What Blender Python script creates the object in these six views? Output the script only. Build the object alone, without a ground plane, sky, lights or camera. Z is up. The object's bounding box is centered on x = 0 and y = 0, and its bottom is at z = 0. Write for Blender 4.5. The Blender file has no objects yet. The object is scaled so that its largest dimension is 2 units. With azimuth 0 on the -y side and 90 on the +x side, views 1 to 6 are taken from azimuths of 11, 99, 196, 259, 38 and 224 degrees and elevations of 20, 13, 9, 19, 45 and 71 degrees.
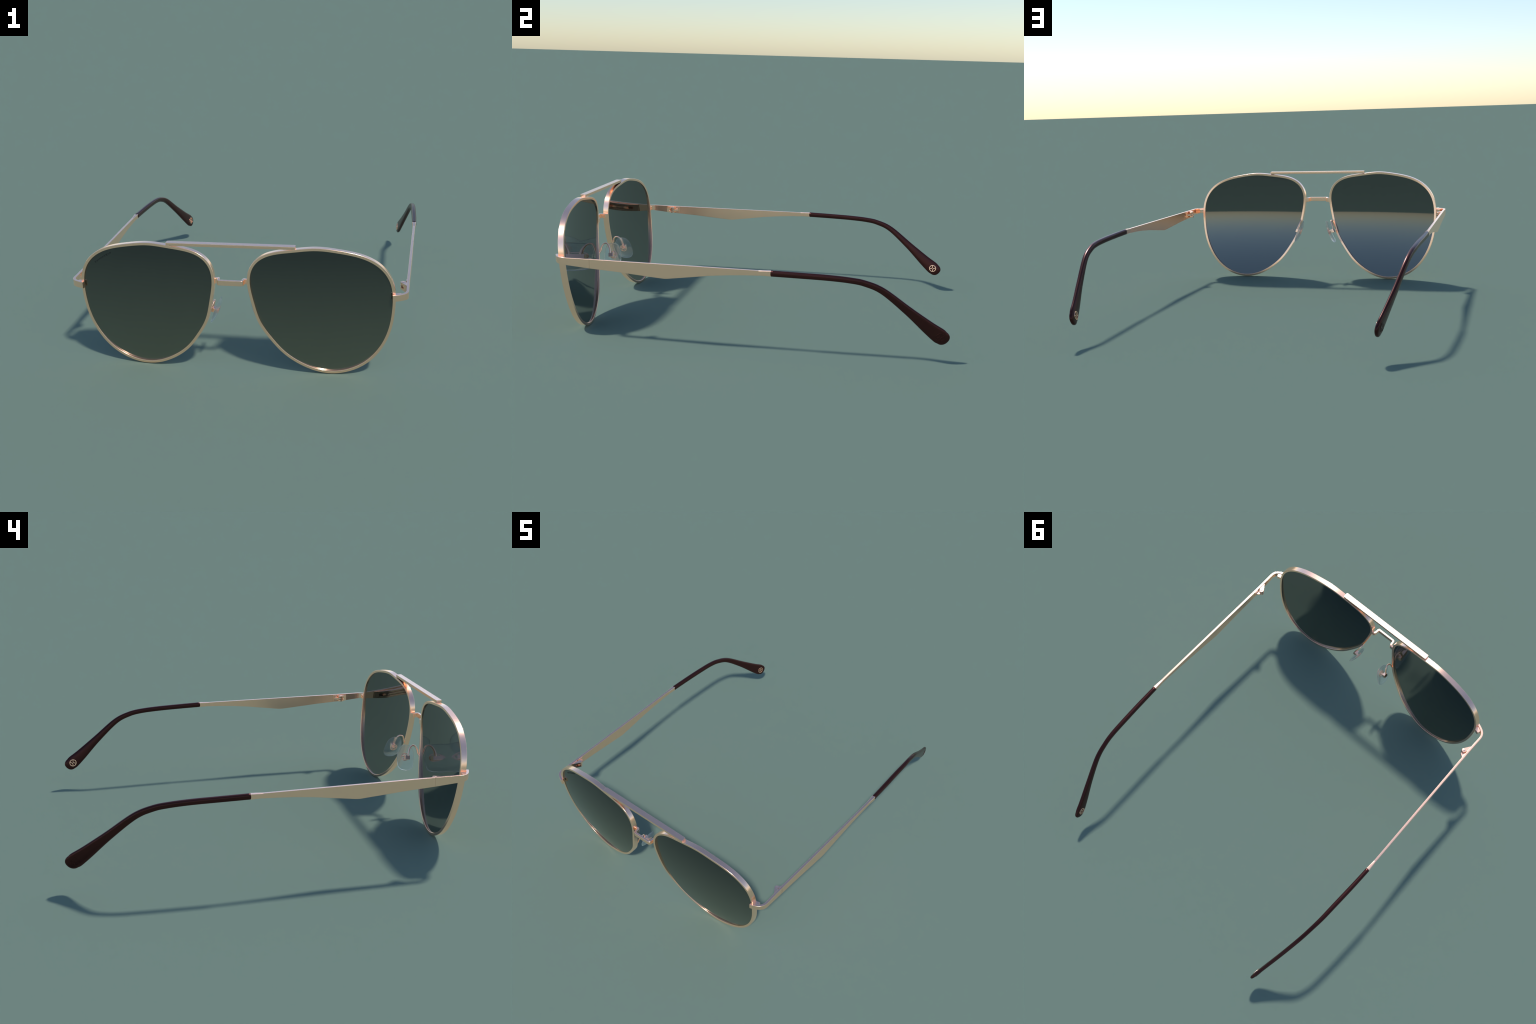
"""Aviator sunglasses: thin gold metal frame, dark green lenses, brown temple tips."""
import bpy
import math
from mathutils import Vector, Matrix

# ------------------------------------------------------------------ helpers
ROOT = None


def lerp_table(table, x, col):
    """Piecewise linear lookup in rows sorted on column 0."""
    if x <= table[0][0]:
        return table[0][col]
    for a, b in zip(table, table[1:]):
        if x <= b[0]:
            t = (x - a[0]) / (b[0] - a[0])
            return a[col] * (1 - t) + b[col] * t
    return table[-1][col]


def catmull(rows, steps):
    """Catmull-Rom through rows of equal length; keeps the end rows."""
    rows = [list(r) for r in rows]
    ext = [[2 * a - b for a, b in zip(rows[0], rows[1])]] + rows
    ext.append([2 * a - b for a, b in zip(rows[-1], rows[-2])])
    out = []
    for i in range(1, len(ext) - 2):
        p0, p1, p2, p3 = ext[i - 1], ext[i], ext[i + 1], ext[i + 2]
        for k in range(steps):
            t = k / steps
            out.append([0.5 * (2 * b + (c - a) * t + (2 * a - 5 * b + 4 * c - d) * t * t
                               + (3 * b - a - 3 * c + d) * t ** 3)
                        for a, b, c, d in zip(p0, p1, p2, p3)])
    out.append(rows[-1])
    return out


def rounded_rect(hu, hv, r, seg=3):
    """Outline of a rounded rectangle, half sizes hu x hv, counter clockwise."""
    r = min(r, hu * 0.98, hv * 0.98)
    pts = []
    for cx, cy, a0 in ((hu - r, hv - r, 0), (-hu + r, hv - r, 90),
                       (-hu + r, -hv + r, 180), (hu - r, -hv + r, 270)):
        for k in range(seg + 1):
            a = math.radians(a0 + 90 * k / seg)
            pts.append((cx + r * math.cos(a), cy + r * math.sin(a)))
    return pts


def superellipse(hu, hv, n, count=28):
    pts = []
    for k in range(count):
        a = 2 * math.pi * k / count
        c, s = math.cos(a), math.sin(a)
        pts.append((hu * math.copysign(abs(c) ** (2 / n), c), hv * math.copysign(abs(s) ** (2 / n), s)))
    return pts


def loft(rings, closed=False):
    """Skin rings of equal size; n-gon caps unless the loft is closed."""
    n = len(rings[0])
    verts = [tuple(p) for ring in rings for p in ring]
    faces = []
    last = len(rings) if closed else len(rings) - 1
    for i in range(last):
        a, b = i * n, ((i + 1) % len(rings)) * n
        for k in range(n):
            faces.append((a + k, a + (k + 1) % n, b + (k + 1) % n, b + k))
    if not closed:
        faces.append(tuple(range(n))[::-1])
        faces.append(tuple(range((len(rings) - 1) * n, len(rings) * n)))
    return verts, faces


def ring_at(origin, u, v, outline):
    o = Vector(origin)
    return [o + u * a + v * b for a, b in outline]


def merge(*parts):
    verts, faces = [], []
    for vs, fs in parts:
        k = len(verts)
        verts += list(vs)
        faces += [tuple(i + k for i in f) for f in fs]
    return verts, faces


def block(center, axes, half, r=0.0015, seg=2, corner=None):
    """A box with rounded edges: two-step chamfer along the third axis."""
    a, b, c = [Vector(x).normalized() for x in axes]
    o = Vector(center)
    rings = []
    r = min(r, half[2] * 0.9)
    for t, inset in ((-half[2], r), (-half[2] + 0.3 * r, 0.3 * r), (-half[2] + r, 0.0),
                     (half[2] - r, 0.0), (half[2] - 0.3 * r, 0.3 * r), (half[2], r)):
        rings.append(ring_at(o + c * t, a, b,
                             rounded_rect(half[0] - inset, half[1] - inset, (corner or r), seg)))
    return loft(rings)


def tube(points, radius, count=12):
    """Round wire along a polyline (radius may be a list)."""
    pts = [Vector(p) for p in points]
    rings = []
    ref = Vector((1, 0.13, 0.07))
    for i, p in enumerate(pts):
        t = (pts[min(i + 1, len(pts) - 1)] - pts[max(i - 1, 0)]).normalized()
        u = (ref - t * ref.dot(t)).normalized()
        ref = u
        v = t.cross(u)
        r = radius[i] if isinstance(radius, (list, tuple)) else radius
        rings.append([p + u * r * math.cos(2 * math.pi * k / count)
                      + v * r * math.sin(2 * math.pi * k / count) for k in range(count)])
    return loft(rings)


def make(name, geo, mat, parent, side=1, smooth=40, kind=None):
    """Mesh object from (verts, faces); side -1 mirrors it across x = 0."""
    verts, faces = geo
    if side < 0:
        verts = [(-v[0], v[1], v[2]) for v in verts]
        faces = [tuple(reversed(f)) for f in faces]
    me = bpy.data.meshes.new(name)
    me.from_pydata([tuple(v) for v in verts], [], faces)
    me.materials.append(mat)
    me.update()
    import bmesh
    bm = bmesh.new()
    bm.from_mesh(me)
    bmesh.ops.recalc_face_normals(bm, faces=bm.faces)
    bm.to_mesh(me)
    bm.free()
    if smooth:
        me.shade_smooth()
        me.set_sharp_from_angle(angle=math.radians(smooth))
    ob = bpy.data.objects.new(name, me)
    bpy.context.scene.collection.objects.link(ob)
    if mat is METAL and smooth:
        # keep the flats flat and let only the rounded edges turn the light
        wn = ob.modifiers.new("flat_faces", "WEIGHTED_NORMAL")
        wn.mode = "FACE_AREA"
        wn.weight = 100
        wn.keep_sharp = True
    ob.parent = parent
    if kind:
        ob["kind"] = kind
    return ob


# ---------------------------------------------------------------- materials
def new_material(name):
    m = bpy.data.materials.new(name)
    m.use_nodes = True
    nt = m.node_tree
    return m, nt, nt.nodes["Principled BSDF"]


METAL_ROUGHNESS = 0.22
METAL_REFLECTION_BOOST = 0.52


def metal_material():
    m, nt, b = new_material("champagne_gold_metal")
    tc = nt.nodes.new("ShaderNodeTexCoord")
    noise = nt.nodes.new("ShaderNodeTexNoise")
    noise.inputs["Scale"].default_value = 9.0
    noise.inputs["Detail"].default_value = 3.0
    ramp = nt.nodes.new("ShaderNodeValToRGB")
    ramp.color_ramp.elements[0].color = (0.95, 0.58, 0.42, 1)
    ramp.color_ramp.elements[1].color = (0.98, 0.60, 0.435, 1)
    nt.links.new(tc.outputs["Object"], noise.inputs["Vector"])
    nt.links.new(noise.outputs["Fac"], ramp.inputs["Fac"])
    nt.links.new(ramp.outputs["Color"], b.inputs["Base Color"])
    b.inputs["Metallic"].default_value = 1.0
    b.inputs["Roughness"].default_value = METAL_ROUGHNESS
    # added gloss brightens the ground and sky reflections beyond the metal's own reflectance
    dim = nt.nodes.new("ShaderNodeMix")
    dim.data_type = "RGBA"
    dim.inputs[0].default_value = METAL_REFLECTION_BOOST
    dim.inputs[6].default_value = (0, 0, 0, 1)
    nt.links.new(ramp.outputs["Color"], dim.inputs[7])
    gloss = nt.nodes.new("ShaderNodeBsdfGlossy")
    gloss.inputs["Roughness"].default_value = METAL_ROUGHNESS
    nt.links.new(dim.outputs[2], gloss.inputs["Color"])
    add = nt.nodes.new("ShaderNodeAddShader")
    nt.links.new(b.outputs[0], add.inputs[0])
    nt.links.new(gloss.outputs[0], add.inputs[1])
    nt.links.new(add.outputs[0], nt.nodes["Material Output"].inputs["Surface"])
    return m


def lens_material():
    m, nt, b = new_material("green_gradient_lens")
    tc = nt.nodes.new("ShaderNodeTexCoord")
    sep = nt.nodes.new("ShaderNodeSeparateXYZ")
    rng = nt.nodes.new("ShaderNodeMapRange")
    rng.inputs["From Min"].default_value = 0.02
    rng.inputs["From Max"].default_value = 0.62
    ramp = nt.nodes.new("ShaderNodeValToRGB")
    ramp.color_ramp.elements[0].color = (0.058, 0.070, 0.044, 1)
    ramp.color_ramp.elements[1].color = (0.0005, 0.001, 0.001, 1)
    nt.links.new(tc.outputs["Object"], sep.inputs[0])
    nt.links.new(sep.outputs["Z"], rng.inputs["Value"])
    nt.links.new(rng.outputs["Result"], ramp.inputs["Fac"])
    nt.links.new(ramp.outputs["Color"], b.inputs["Base Color"])
    b.inputs["Roughness"].default_value = 0.03
    # lens coat raised on the inner face to lighten its sky reflection
    geo = nt.nodes.new("ShaderNodeNewGeometry")
    sepn = nt.nodes.new("ShaderNodeSeparateXYZ")
    ior_by_side = nt.nodes.new("ShaderNodeMapRange")
    ior_by_side.inputs["From Min"].default_value = -0.2
    ior_by_side.inputs["From Max"].default_value = 0.2
    ior_by_side.inputs["To Min"].default_value = 2.12
    ior_by_side.inputs["To Max"].default_value = 2.42
    nt.links.new(geo.outputs["Normal"], sepn.inputs[0])
    nt.links.new(sepn.outputs["Y"], ior_by_side.inputs["Value"])
    nt.links.new(ior_by_side.outputs["Result"], b.inputs["IOR"])
    b.inputs["Alpha"].default_value = 0.96
    return m


def tip_material():
    m, nt, b = new_material("dark_brown_acetate")
    tc = nt.nodes.new("ShaderNodeTexCoord")
    mp = nt.nodes.new("ShaderNodeMapping")
    mp.inputs["Scale"].default_value = (30, 3, 8)
    noise = nt.nodes.new("ShaderNodeTexNoise")
    noise.inputs["Scale"].default_value = 2.0
    noise.inputs["Detail"].default_value = 4.0
    ramp = nt.nodes.new("ShaderNodeValToRGB")
    ramp.color_ramp.elements[0].color = (0.058, 0.018, 0.016, 1)
    ramp.color_ramp.elements[1].color = (0.085, 0.022, 0.019, 1)
    nt.links.new(tc.outputs["Object"], mp.inputs["Vector"])
    nt.links.new(mp.outputs["Vector"], noise.inputs["Vector"])
    nt.links.new(noise.outputs["Fac"], ramp.inputs["Fac"])
    nt.links.new(ramp.outputs["Color"], b.inputs["Base Color"])
    b.inputs["Metallic"].default_value = 0.75
    b.inputs["Roughness"].default_value = 0.28
    return m


def pad_material():
    m, nt, b = new_material("clear_silicone")
    b.inputs["Base Color"].default_value = (0.86, 0.93, 1.0, 1)
    b.inputs["Roughness"].default_value = 0.05
    b.inputs["Transmission Weight"].default_value = 0.90
    b.inputs["IOR"].default_value = 1.25
    b.inputs["Alpha"].default_value = 0.60
    return m


def etch_material():
    m, nt, b = new_material("etched_lens_mark")
    b.inputs["Base Color"].default_value = (0.004, 0.006, 0.006, 1)
    b.inputs["Roughness"].default_value = 0.35
    return m


METAL = metal_material()
LENS = lens_material()
TIP = tip_material()
PAD = pad_material()
ETCH = etch_material()

# ------------------------------------------------------- rim outline (x > 0)
RIM_CX, RIM_CZ = 0.4283, 0.3538
# distance of the wire's mid line from the lens centre, every 15 degrees
# starting at the temple side and turning over the top towards the nose
RIM_RADII = [0.3213, 0.3331, 0.3430, 0.3352, 0.3160, 0.3013, 0.3015, 0.3106,
             0.3344, 0.3766, 0.3873, 0.3510, 0.3203, 0.3062, 0.2966, 0.2997,
             0.3112, 0.3264, 0.3438, 0.3512, 0.3492, 0.3397, 0.3283, 0.3210]
RIM_HALF_W = 0.0067      # radial half width of the rim band
RIM_HALF_D = 0.0147      # half depth of the rim band
DEPTH_DIR = Vector((0.009, 1.0, -0.04)).normalized()


def fourier(values, harmonics=9):
    n = len(values)
    coef = []
    for k in range(harmonics + 1):
        c = sum(v * math.cos(2 * math.pi * k * i / n) for i, v in enumerate(values)) * (2 / n)
        s = sum(v * math.sin(2 * math.pi * k * i / n) for i, v in enumerate(values)) * (2 / n)
        coef.append((c, s))
    return coef


RIM_COEF = fourier(RIM_RADII)


def rim_radius(th):
    r = RIM_COEF[0][0] / 2
    for k in range(1, len(RIM_COEF)):
        r += RIM_COEF[k][0] * math.cos(k * th) + RIM_COEF[k][1] * math.sin(k * th)
    return r


def front_y(dx, dz):
    """Base curve of the lenses: tilted, gently domed."""
    return (-0.9490 + 0.0824 * dx - 0.0927 * dz
            + 0.1783 * dx * dx + 0.2983 * dz * dz - 0.0022 * dx * dz)


def rim_y(dx, dz):
    """The rim follows nearly the same curve, with a slight extra twist."""
    return (-0.9445 + 0.0754 * dx - 0.1206 * dz
            + 0.1407 * dx * dx + 0.2630 * dz * dz - 0.0139 * dx * dz
            + 0.1229 * dx ** 3 + 0.0709 * dx * dx * dz - 0.0809 * dx * dz * dz + 0.2871 * dz ** 3)


def front_point(th, r, surface=front_y):
    dx, dz = r * math.cos(th), r * math.sin(th)
    return Vector((RIM_CX + dx, surface(dx, dz), RIM_CZ + dz))


def rim_point(th):
    return front_point(th, rim_radius(th) + 0.0003, rim_y)


def rim_geometry(count=240):
    rings = []
    outline = rounded_rect(RIM_HALF_W, RIM_HALF_D, 0.0015, 3)
    for i in range(count):
        th = 2 * math.pi * i / count
        p = rim_point(th)
        q = rim_point(th + 0.01) - rim_point(th - 0.01)
        t = q.normalized()
        d = (DEPTH_DIR - t * DEPTH_DIR.dot(t)).normalized()
        u = d.cross(t)
        if u.dot(p - Vector((RIM_CX, p.y, RIM_CZ))) < 0:
            u = -u
        rings.append(ring_at(p, u, d, outline))
    return loft(rings, closed=True)


LENS_OFFSET = -0.0008


def lens_geometry(rings=28, count=160, half=0.0068):
    verts, faces = [], []
    for s in (-1, 1):
        base = len(verts)
        c = front_point(0, 0)
        verts.append((c.x, c.y + LENS_OFFSET + s * half, c.z))
        for j in range(1, rings + 1):
            for i in range(count):
                th = 2 * math.pi * i / count
                p = front_point(th, (rim_radius(th) - 0.003) * j / rings)
                verts.append((p.x, p.y + LENS_OFFSET + s * half, p.z))
        for i in range(count):
            faces.append((base, base + 1 + i, base + 1 + (i + 1) % count))
        for j in range(rings - 1):
            a, b = base + 1 + j * count, base + 1 + (j + 1) * count
            for i in range(count):
                faces.append((a + i, b + i, b + (i + 1) % count, a + (i + 1) % count))
    n = 1 + rings * count
    a, b = 1 + (rings - 1) * count, n + 1 + (rings - 1) * count
    for i in range(count):
        faces.append((a + i, a + (i + 1) % count, b + (i + 1) % count, b + i))
    return verts, faces


# ------------------------------------------------------------ bridge, brow bar
def brow_bar_geometry():
    return block((0, -0.9592, 0.6630), ((1, 0, 0), (0, 1, 0), (0, 0, 1)),
                 (0.3045, 0.0158, 0.0074), r=0.0017, seg=4, corner=0.0045)


def ribbon(path, half_t, z_lo, z_hi, r=0.002):
    """Flat strip standing on edge along a plan path of (x, y); z per point."""
    rings = []
    n = len(path)
    for i, (x, y) in enumerate(path):
        a, b = path[max(i - 1, 0)], path[min(i + 1, n - 1)]
        t1 = Vector((x - a[0], y - a[1])) if i else Vector((b[0] - x, b[1] - y))
        t2 = Vector((b[0] - x, b[1] - y)) if i < n - 1 else t1
        t1.normalize()
        t2.normalize()
        t = (t1 + t2).normalized()
        miter = 1 / max(0.5, t.dot(t1))
        nrm = Vector((-t.y, t.x, 0)) * miter
        lo = z_lo[i] if isinstance(z_lo, list) else z_lo
        hi = z_hi[i] if isinstance(z_hi, list) else z_hi
        rings.append(ring_at((x, y, (lo + hi) / 2), nrm, Vector((0, 0, 1)),
                             rounded_rect(half_t, (hi - lo) / 2, r, 3)))
    return loft(rings)


def round_corners(pts, radius, steps=5):
    out = [pts[0]]
    for a, b, c in zip(pts, pts[1:], pts[2:]):
        A, B, C = Vector(a), Vector(b), Vector(c)
        d1 = min(radius, (A - B).length * 0.45)
        d2 = min(radius, (C - B).length * 0.45)
        p, q = B + (A - B).normalized() * d1, B + (C - B).normalized() * d2
        for k in range(steps + 1):
            t = k / steps
            out.append(tuple(p * (1 - t) ** 2 + B * 2 * t * (1 - t) + q * t * t))
    out.append(pts[-1])
    return out


def bridge_geometry():
    half = [(0.090, -0.9600), (0.0605, -0.9585), (0.0565, -0.9925)]
    pts = half + [(-x, y) for x, y in reversed(half)]
    path = round_corners(pts, 0.007)
    drop = [0.008 * max(0.0, (abs(x) - 0.058) / 0.032) for x, y in path]
    return ribbon(path, 0.0060, [0.4765 - d for d in drop], [0.5025 - 0.6 * d for d in drop])


# ------------------------------------------------------------------- temples
END_OUTER = [(0.7465, -0.9408), (0.768, -0.9325), (0.790, -0.9205), (0.8055, -0.9065),
             (0.8140, -0.8900), (0.8170, -0.8720), (0.8168, -0.8300), (0.8166, -0.7436)]
PLATE_HALF_T = 0.0063
TEMPLE_TOP = 0.4390


def end_piece_geometry():
    pts = catmull(END_OUTER, 6)
    path, lo = [], []
    for i, p in enumerate(pts):
        a, b = pts[max(i - 1, 0)], pts[min(i + 1, len(pts) - 1)]
        t = Vector((b[0] - a[0], b[1] - a[1])).normalized()
        n = Vector((-t.y, t.x))
        path.append((p[0] + n.x * PLATE_HALF_T, p[1] + n.y * PLATE_HALF_T))
        lo.append(0.4075 + (0.3930 - 0.4075) * max(0.0, (p[1] + 0.92) / (0.92 - 0.7445)))
    strip = ribbon(path, PLATE_HALF_T, lo, TEMPLE_TOP, r=0.0013)
    return strip


def rim_lock_geometry():
    """Split closing block behind the end piece."""
    ax = (Vector((0.97, 0.25, 0)), Vector((-0.25, 0.97, 0)), Vector((0, 0, 1)))
    return merge(block((0.7695, -0.9068, 0.4280), ax, (0.0160, 0.0140, 0.0056), 0.0015),
                 block((0.7695, -0.9068, 0.4150), ax, (0.0160, 0.0140, 0.0066), 0.0015))


# y, centre x, lower edge z
PLATE = [(-0.7429, 0.8106, 0.3930), (-0.600, 0.8125, 0.3849), (-0.465, 0.8145, 0.3742),
         (-0.385, 0.8155, 0.3683), (-0.368, 0.8157, 0.3674), (-0.352, 0.8159, 0.3682),
         (-0.270, 0.8170, 0.3795), (-0.150, 0.8187, 0.3965), (-0.050, 0.8200, 0.4065),
         (0.030, 0.8212, 0.4117), (0.096, 0.8218, 0.4142)]


def temple_plate_geometry():
    rings = []
    n = 70
    y0, y1 = PLATE[0][0], PLATE[-1][0]
    ys = sorted(set([round(y0 + (y1 - y0) * i / n, 5) for i in range(n + 1)] + [r[0] for r in PLATE]))
    for y in ys:
        x, lo = lerp_table(PLATE, y, 1), lerp_table(PLATE, y, 2)
        rings.append(ring_at((x, y, (lo + TEMPLE_TOP) / 2), Vector((1, 0, 0)), Vector((0, 0, 1)),
                             rounded_rect(PLATE_HALF_T, (TEMPLE_TOP - lo) / 2, 0.0013, 3)))
    return loft(rings)


def collar_geometry():
    rings = []
    for y, x, z, hu, hv in ((0.0905, 0.8218, 0.4272, 0.0062, 0.0112), (0.0925, 0.8218, 0.4272, 0.0070, 0.0122),
                            (0.120, 0.8219, 0.4276, 0.0088, 0.0130), (0.152, 0.8220, 0.4280, 0.0104, 0.0136)):
        rings.append(ring_at((x, y, z), Vector((1, 0, 0)), Vector((0, 0, 1)),
                             rounded_rect(hu, hv, 0.0035, 4)))
    return loft(rings)


# y, z, x, half width, half thickness
TIP_ROWS = [(0.1490, 0.4280, 0.8220, 0.0147, 0.0117), (0.282, 0.4258, 0.8190, 0.0144, 0.0128),
            (0.4158, 0.4225, 0.8139, 0.0143, 0.0130), (0.5200, 0.4158, 0.8095, 0.0143, 0.0125),
            (0.5930, 0.4030, 0.8020, 0.0149, 0.0117), (0.6773, 0.3678, 0.7890, 0.0164, 0.0117),
            (0.7974, 0.2739, 0.7598, 0.0218, 0.0115), (0.8960, 0.1920, 0.7322, 0.0325, 0.0114),
            (0.9475, 0.1525, 0.7185, 0.0385, 0.0113), (0.9660, 0.1390, 0.7135, 0.0360, 0.0110)]


def tip_frames():
    rows = catmull(TIP_ROWS, 10)
    # rounded end: a quarter-ellipse run-out past the last row
    y, z, x, w, t = TIP_ROWS[-1]
    d = Vector((x - TIP_ROWS[-2][2], y - TIP_ROWS[-2][0], z - TIP_ROWS[-2][1])).normalized()
    for k in range(1, 11):
        a = math.radians(90 * k / 10.3)
        s = 0.034 * math.sin(a)
        f = math.cos(a)
        up = 0.0035 * (1 - f)
        rows.append([y + d.y * s + up * 0.6, z + d.z * s + up, x + d.x * s,
                     w * f ** 0.9, t * max(f, 0.05) ** 0.6])
    frames = []
    for i, r in enumerate(rows):
        a, b = rows[max(i - 1, 0)], rows[min(i + 1, len(rows) - 1)]
        t = Vector((b[2] - a[2], b[0] - a[0], b[1] - a[1])).normalized()
        if i >= len(rows) - 11:
            t = d
        u = (Vector((1, 0, 0)) - t * t.x).normalized()
        v = t.cross(u)
        frames.append((Vector((r[2], r[0], r[1])), t, u, v, r[3], r[4]))
    return frames


def temple_tip_geometry():
    rings = []
    first = True
    for p, t, u, v, w, th in tip_frames():
        if first:
            rings.append(ring_at(p, u, v, superellipse(th * 0.86, w * 0.88, 2.8)))
            first = False
            p = p + t * 0.0015
        rings.append(ring_at(p, u, v, superellipse(th, w, 2.8)))
    return loft(rings)


def emblem_geometry(height, radius=0.0193, wire=0.0020, outward=False):
    """Ring with two arcs back to back, lying on the flat of the temple tip."""
    best = min(tip_frames(), key=lambda f: (f[0].y - 0.9515) ** 2)
    p, t, u, v, w, th = best
    c = Vector((0.7168, 0.9545, 0.1460))
    n = u if outward else -u
    c = c + n * (th - 0.0008)

    def strip(pts, closed):
        rings = []
        m = len(pts)
        for i in range(m):
            a = pts[(i - 1) % m] if closed or i else pts[0]
            b = pts[(i + 1) % m] if closed or i < m - 1 else pts[-1]
            d = (b - a).normalized()
            rings.append(ring_at(pts[i] + n * height / 2, n.cross(d), n, rounded_rect(wire, height / 2 + 0.0008, 0.0007, 2)))
        return loft(rings, closed)

    def at(a, b):
        return c + t * a + v * b
    circle = [at(radius * math.cos(2 * math.pi * k / 48), radius * math.sin(2 * math.pi * k / 48)) for k in range(48)]
    parts = [strip(circle, True)]
    for s in (-1, 1):
        arc = []
        for k in range(13):
            b = -0.76 + 1.52 * k / 12
            a = 0.20 + 0.50 * (abs(b) / 0.76) ** 1.7
            arc.append(at(s * a * radius, b * radius))
        parts.append(strip(arc, False))
    return merge(*parts)


# --------------------------------------------------------------------- hinge
def hinge_geometry():
    cx, cy = 0.7875, -0.7525
    zs = [(0.3975, 0.4085), (0.4100, 0.4215), (0.4230, 0.4345)]
    parts = []
    for i, (lo, hi) in enumerate(zs):
        rad = 0.0130
        prof = [(rad * 0.86, lo), (rad * 0.97, lo + 0.0008), (rad, lo + 0.002),
                (rad, hi - 0.002), (rad * 0.97, hi - 0.0008), (rad * 0.86, hi)]
        rings = [[Vector((cx + r * math.cos(2 * math.pi * k / 28), cy + r * math.sin(2 * math.pi * k / 28), z))
                  for k in range(28)] for r, z in prof]
        parts.append(loft(rings))
        # leaf from the knuckle to its plate
        if i == 1:
            outline = [(0.8075, -0.7120), (0.8075, -0.7380), (0.7920, -0.7500), (0.7800, -0.7435), (0.7850, -0.7290)]
        else:
            outline = [(0.8075, -0.7960), (0.8020, -0.7960), (0.7760, -0.7580), (0.7820, -0.7440), (0.7980, -0.7550), (0.8075, -0.7620)]
        ring = [[Vector((x, y, z)) for x, y in outline] for z in (lo + 0.0003, hi - 0.0003)]
        parts.append(loft(ring))
    fill = [(0.8075, -0.7960), (0.8020, -0.7960), (0.7905, -0.7790), (0.7955, -0.7700), (0.8075, -0.7660)]
    parts.append(loft([[Vector((x, y, z)) for x, y in fill] for z in (0.4080, 0.4235)]))
    # back plates of both halves
    parts.append(block((0.8040, -0.7780, 0.4160), ((0, 1, 0), (0, 0, 1), (1, 0, 0)), (0.0180, 0.0180, 0.0028), 0.001))
    parts.append(block((0.8045, -0.7245, 0.4160), ((0, 1, 0), (0, 0, 1), (1, 0, 0)), (0.0130, 0.0180, 0.0034), 0.001))
    return merge(*parts)


def hinge_screw_geometry():
    cx, cy, z = 0.7875, -0.7525, 0.4328
    prof = [(0.0076, z - 0.004), (0.0076, z + 0.0012), (0.0064, z + 0.0022), (0.001, z + 0.0024)]
    rings = [[Vector((cx + r * math.cos(2 * math.pi * k / 24), cy + r * math.sin(2 * math.pi * k / 24), h))
              for k in range(24)] for r, h in prof]
    return loft(rings)


# ------------------------------------------------------------------ nose pads
PAD_C = Vector((0.1000, -0.8650, 0.2960))
PAD_H = Vector((-0.055, -0.020, 0.137)).normalized()
PAD_W = Vector((-0.06, 1.0, 0.10))
PAD_W = (PAD_W - PAD_H * PAD_W.dot(PAD_H)).normalized()
PAD_N = PAD_H.cross(PAD_W)
if PAD_N.x > 0:
    PAD_N = -PAD_N           # towards the nose


def nose_pad_geometry(count=48, rings=8):
    hw, hh = 0.049, 0.072

    def edge(a):
        c, s = math.cos(a), math.sin(a)
        n = 2.5
        return (hw * math.copysign(abs(c) ** (2 / n), c) * (1 + 0.06 * -s),
                hh * math.copysign(abs(s) ** (2 / n), s))

    # (radial fraction, height towards the nose): domed face, rolled rim, dished back
    prof = [(0.0, 0.0155), (0.25, 0.0148), (0.5, 0.0124), (0.72, 0.0085), (0.88, 0.0045), (0.96, 0.0015),
            (1.0, -0.0022), (0.985, -0.0052), (0.94, -0.0062), (0.88, -0.0045), (0.72, -0.0005),
            (0.5, 0.0030), (0.25, 0.0048), (0.0, 0.0052)]
    verts, faces = [], []
    idx = []
    for f, h in prof:
        if f == 0:
            idx.append([len(verts)] * count)
            verts.append(PAD_C + PAD_N * h * 0.85)
        else:
            row = []
            for k in range(count):
                a, b = edge(2 * math.pi * k / count)
                row.append(len(verts))
                verts.append(PAD_C + PAD_W * a * f + PAD_H * b * f + PAD_N * h * 0.85)
            idx.append(row)
    for r0, r1 in zip(idx, idx[1:]):
        for k in range(count):
            q = [r0[k], r0[(k + 1) % count], r1[(k + 1) % count], r1[k]]
            q2 = []
            for i in q:
                if i not in q2:
                    q2.append(i)
            faces.append(tuple(q2))
    return verts, faces


def pad_disc_geometry():
    """Small spoked washer inside the pad."""
    c = PAD_C + PAD_N * 0.0085 + PAD_H * 0.004
    R = 0.0195

    def pt(a, r):
        return c + PAD_W * r * math.cos(a) + PAD_H * r * math.sin(a)
    rings = []
    for k in range(40):
        a = 2 * math.pi * k / 40
        u = (pt(a, 1) - c).normalized()
        rings.append(ring_at(pt(a, R), u, PAD_N, rounded_rect(0.0021, 0.0012, 0.0006, 2)))
    parts = [loft(rings, True)]
    for k in range(5):
        a = 2 * math.pi * k / 5 + 0.3
        parts.append(tube([pt(a, 0.002), pt(a, R * 0.5), pt(a, R)], [0.0036, 0.0026, 0.0022], 8))
    parts.append(block(c - PAD_N * 0.0005, (PAD_W, PAD_H, PAD_N), (0.006, 0.006, 0.0014), 0.001))
    return merge(*parts)


def pad_mount_geometry():
    c = Vector((0.1150, -0.8705, 0.3005))
    body = block(c, (PAD_W, PAD_H, PAD_N), (0.0135, 0.0115, 0.0095), 0.0018)
    post = tube([c, PAD_C + PAD_N * 0.0085 + PAD_H * 0.004], 0.0062, 14)
    return merge(body, post)


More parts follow.
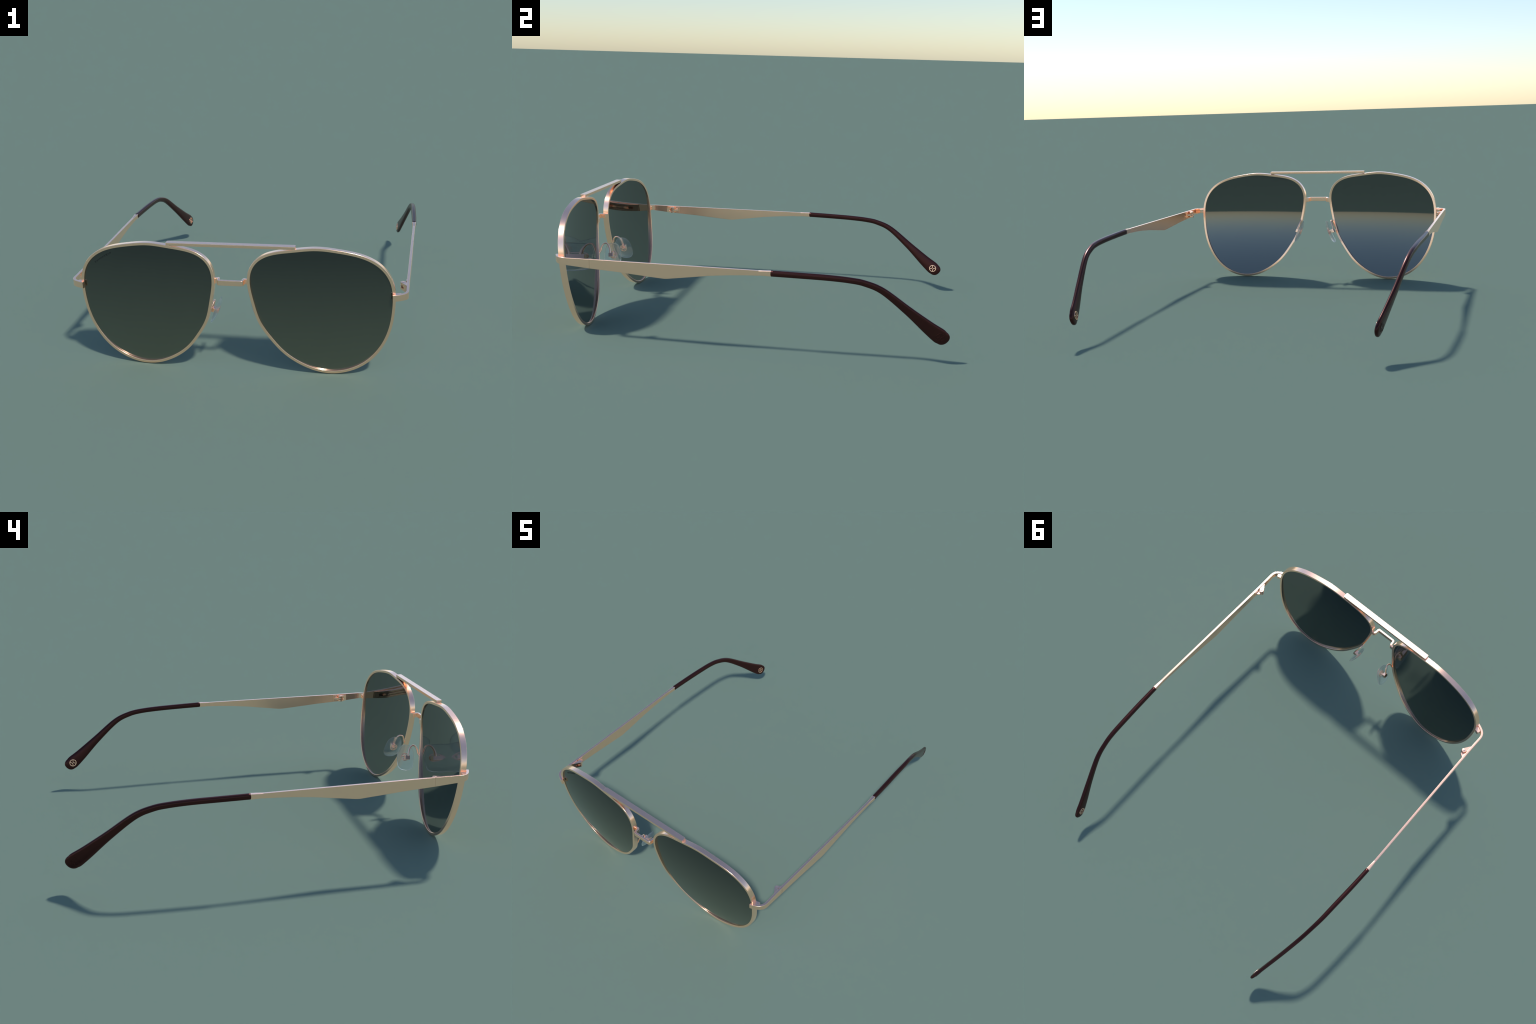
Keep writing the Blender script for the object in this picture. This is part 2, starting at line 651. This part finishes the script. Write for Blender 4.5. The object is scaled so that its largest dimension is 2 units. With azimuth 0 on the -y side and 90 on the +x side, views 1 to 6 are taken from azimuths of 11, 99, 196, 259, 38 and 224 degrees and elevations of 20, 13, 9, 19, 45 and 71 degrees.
def pad_arm_geometry():
    rows = [(0.1215, -0.9480, 0.2960), (0.1195, -0.9400, 0.3060), (0.1130, -0.9330, 0.3200), (0.1075, -0.9290, 0.3400),
            (0.1010, -0.9210, 0.3560), (0.0985, -0.9080, 0.3625), (0.1010, -0.8930, 0.3560),
            (0.1080, -0.8820, 0.3370), (0.1160, -0.8760, 0.3150), (0.1190, -0.8740, 0.3020)]
    pts = catmull(rows, 6)
    rad = [0.0050 if i < 6 else 0.0042 for i in range(len(pts))]
    return tube(pts, rad, 12)


# ---------------------------------------------------------------- lens etching
def etching_geometry():
    """Row of tiny etched strokes under the upper outer corner of one lens."""
    import random
    rng = random.Random(4)
    parts = []
    n = 9
    for k in range(n):
        f = k / (n - 1)
        x = 0.672 - 0.082 * f
        z = 0.549 + 0.052 * f - 0.010 * (f - 0.5) ** 2
        ang = math.radians(-32 + 10 * (f - 0.5))
        ux, uz = Vector((-math.cos(ang), 0, -math.sin(ang))), Vector((math.sin(ang) * -1, 0, math.cos(ang)))
        uz = Vector((0, -1, 0)).cross(ux)
        if uz.z < 0:
            uz = -uz
        h = 0.0052 if k not in (0, 6) else 0.0075
        for j in range(2):
            o = (j - 0.5) * 0.0045
            lean = rng.uniform(-0.4, 0.4)
            c = Vector((x, 0, z)) + ux * o
            c.y = front_y(c.x - RIM_CX, c.z - RIM_CZ) + LENS_OFFSET - 0.0069
            parts.append(block(c, (ux, (uz + ux * lean), Vector((0, 1, 0))), (0.0010, h * rng.uniform(0.6, 1.0), 0.0006), 0.0003))
    return merge(*parts)


# --------------------------------------------------------------------- assemble
def build():
    root = bpy.data.objects.new("sunglasses", None)
    bpy.context.scene.collection.objects.link(root)
    root["label"] = "gold metal aviator sunglasses with dark green lenses and brown tips"
    root["category"] = "sunglasses"

    make("brow_bar", brow_bar_geometry(), METAL, root)
    make("bridge", bridge_geometry(), METAL, root)
    for s in (1, -1):
        rim = make("rim", rim_geometry(), METAL, root, s)
        make("rim_lock", rim_lock_geometry(), METAL, rim, s)
        lens = make("lens", lens_geometry(), LENS, root, s, smooth=50)
        if s < 0:
            make("lens_etching", etching_geometry(), ETCH, lens, s, smooth=0)
        make("end_piece", end_piece_geometry(), METAL, root, s)
        temple = make("temple", temple_plate_geometry(), METAL, root, s)
        hinge = make("hinge", hinge_geometry(), METAL, root, s)
        make("hinge_screw", hinge_screw_geometry(), METAL, hinge, s)
        make("collar", collar_geometry(), METAL, temple, s)
        tip = make("temple_tip", temple_tip_geometry(), TIP, root, s, smooth=60)
        make("emblem", emblem_geometry(0.0024), METAL, tip, s)
        make("embossed_emblem", emblem_geometry(0.0003, outward=True), TIP, tip, s)
        pad = make("nose_pad", nose_pad_geometry(), PAD, root, s, smooth=80)
        make("pad_disc", pad_disc_geometry(), METAL, pad, s)
        make("pad_mount", pad_mount_geometry(), METAL, pad, s)
        make("pad_arm", pad_arm_geometry(), METAL, pad, s)


build()
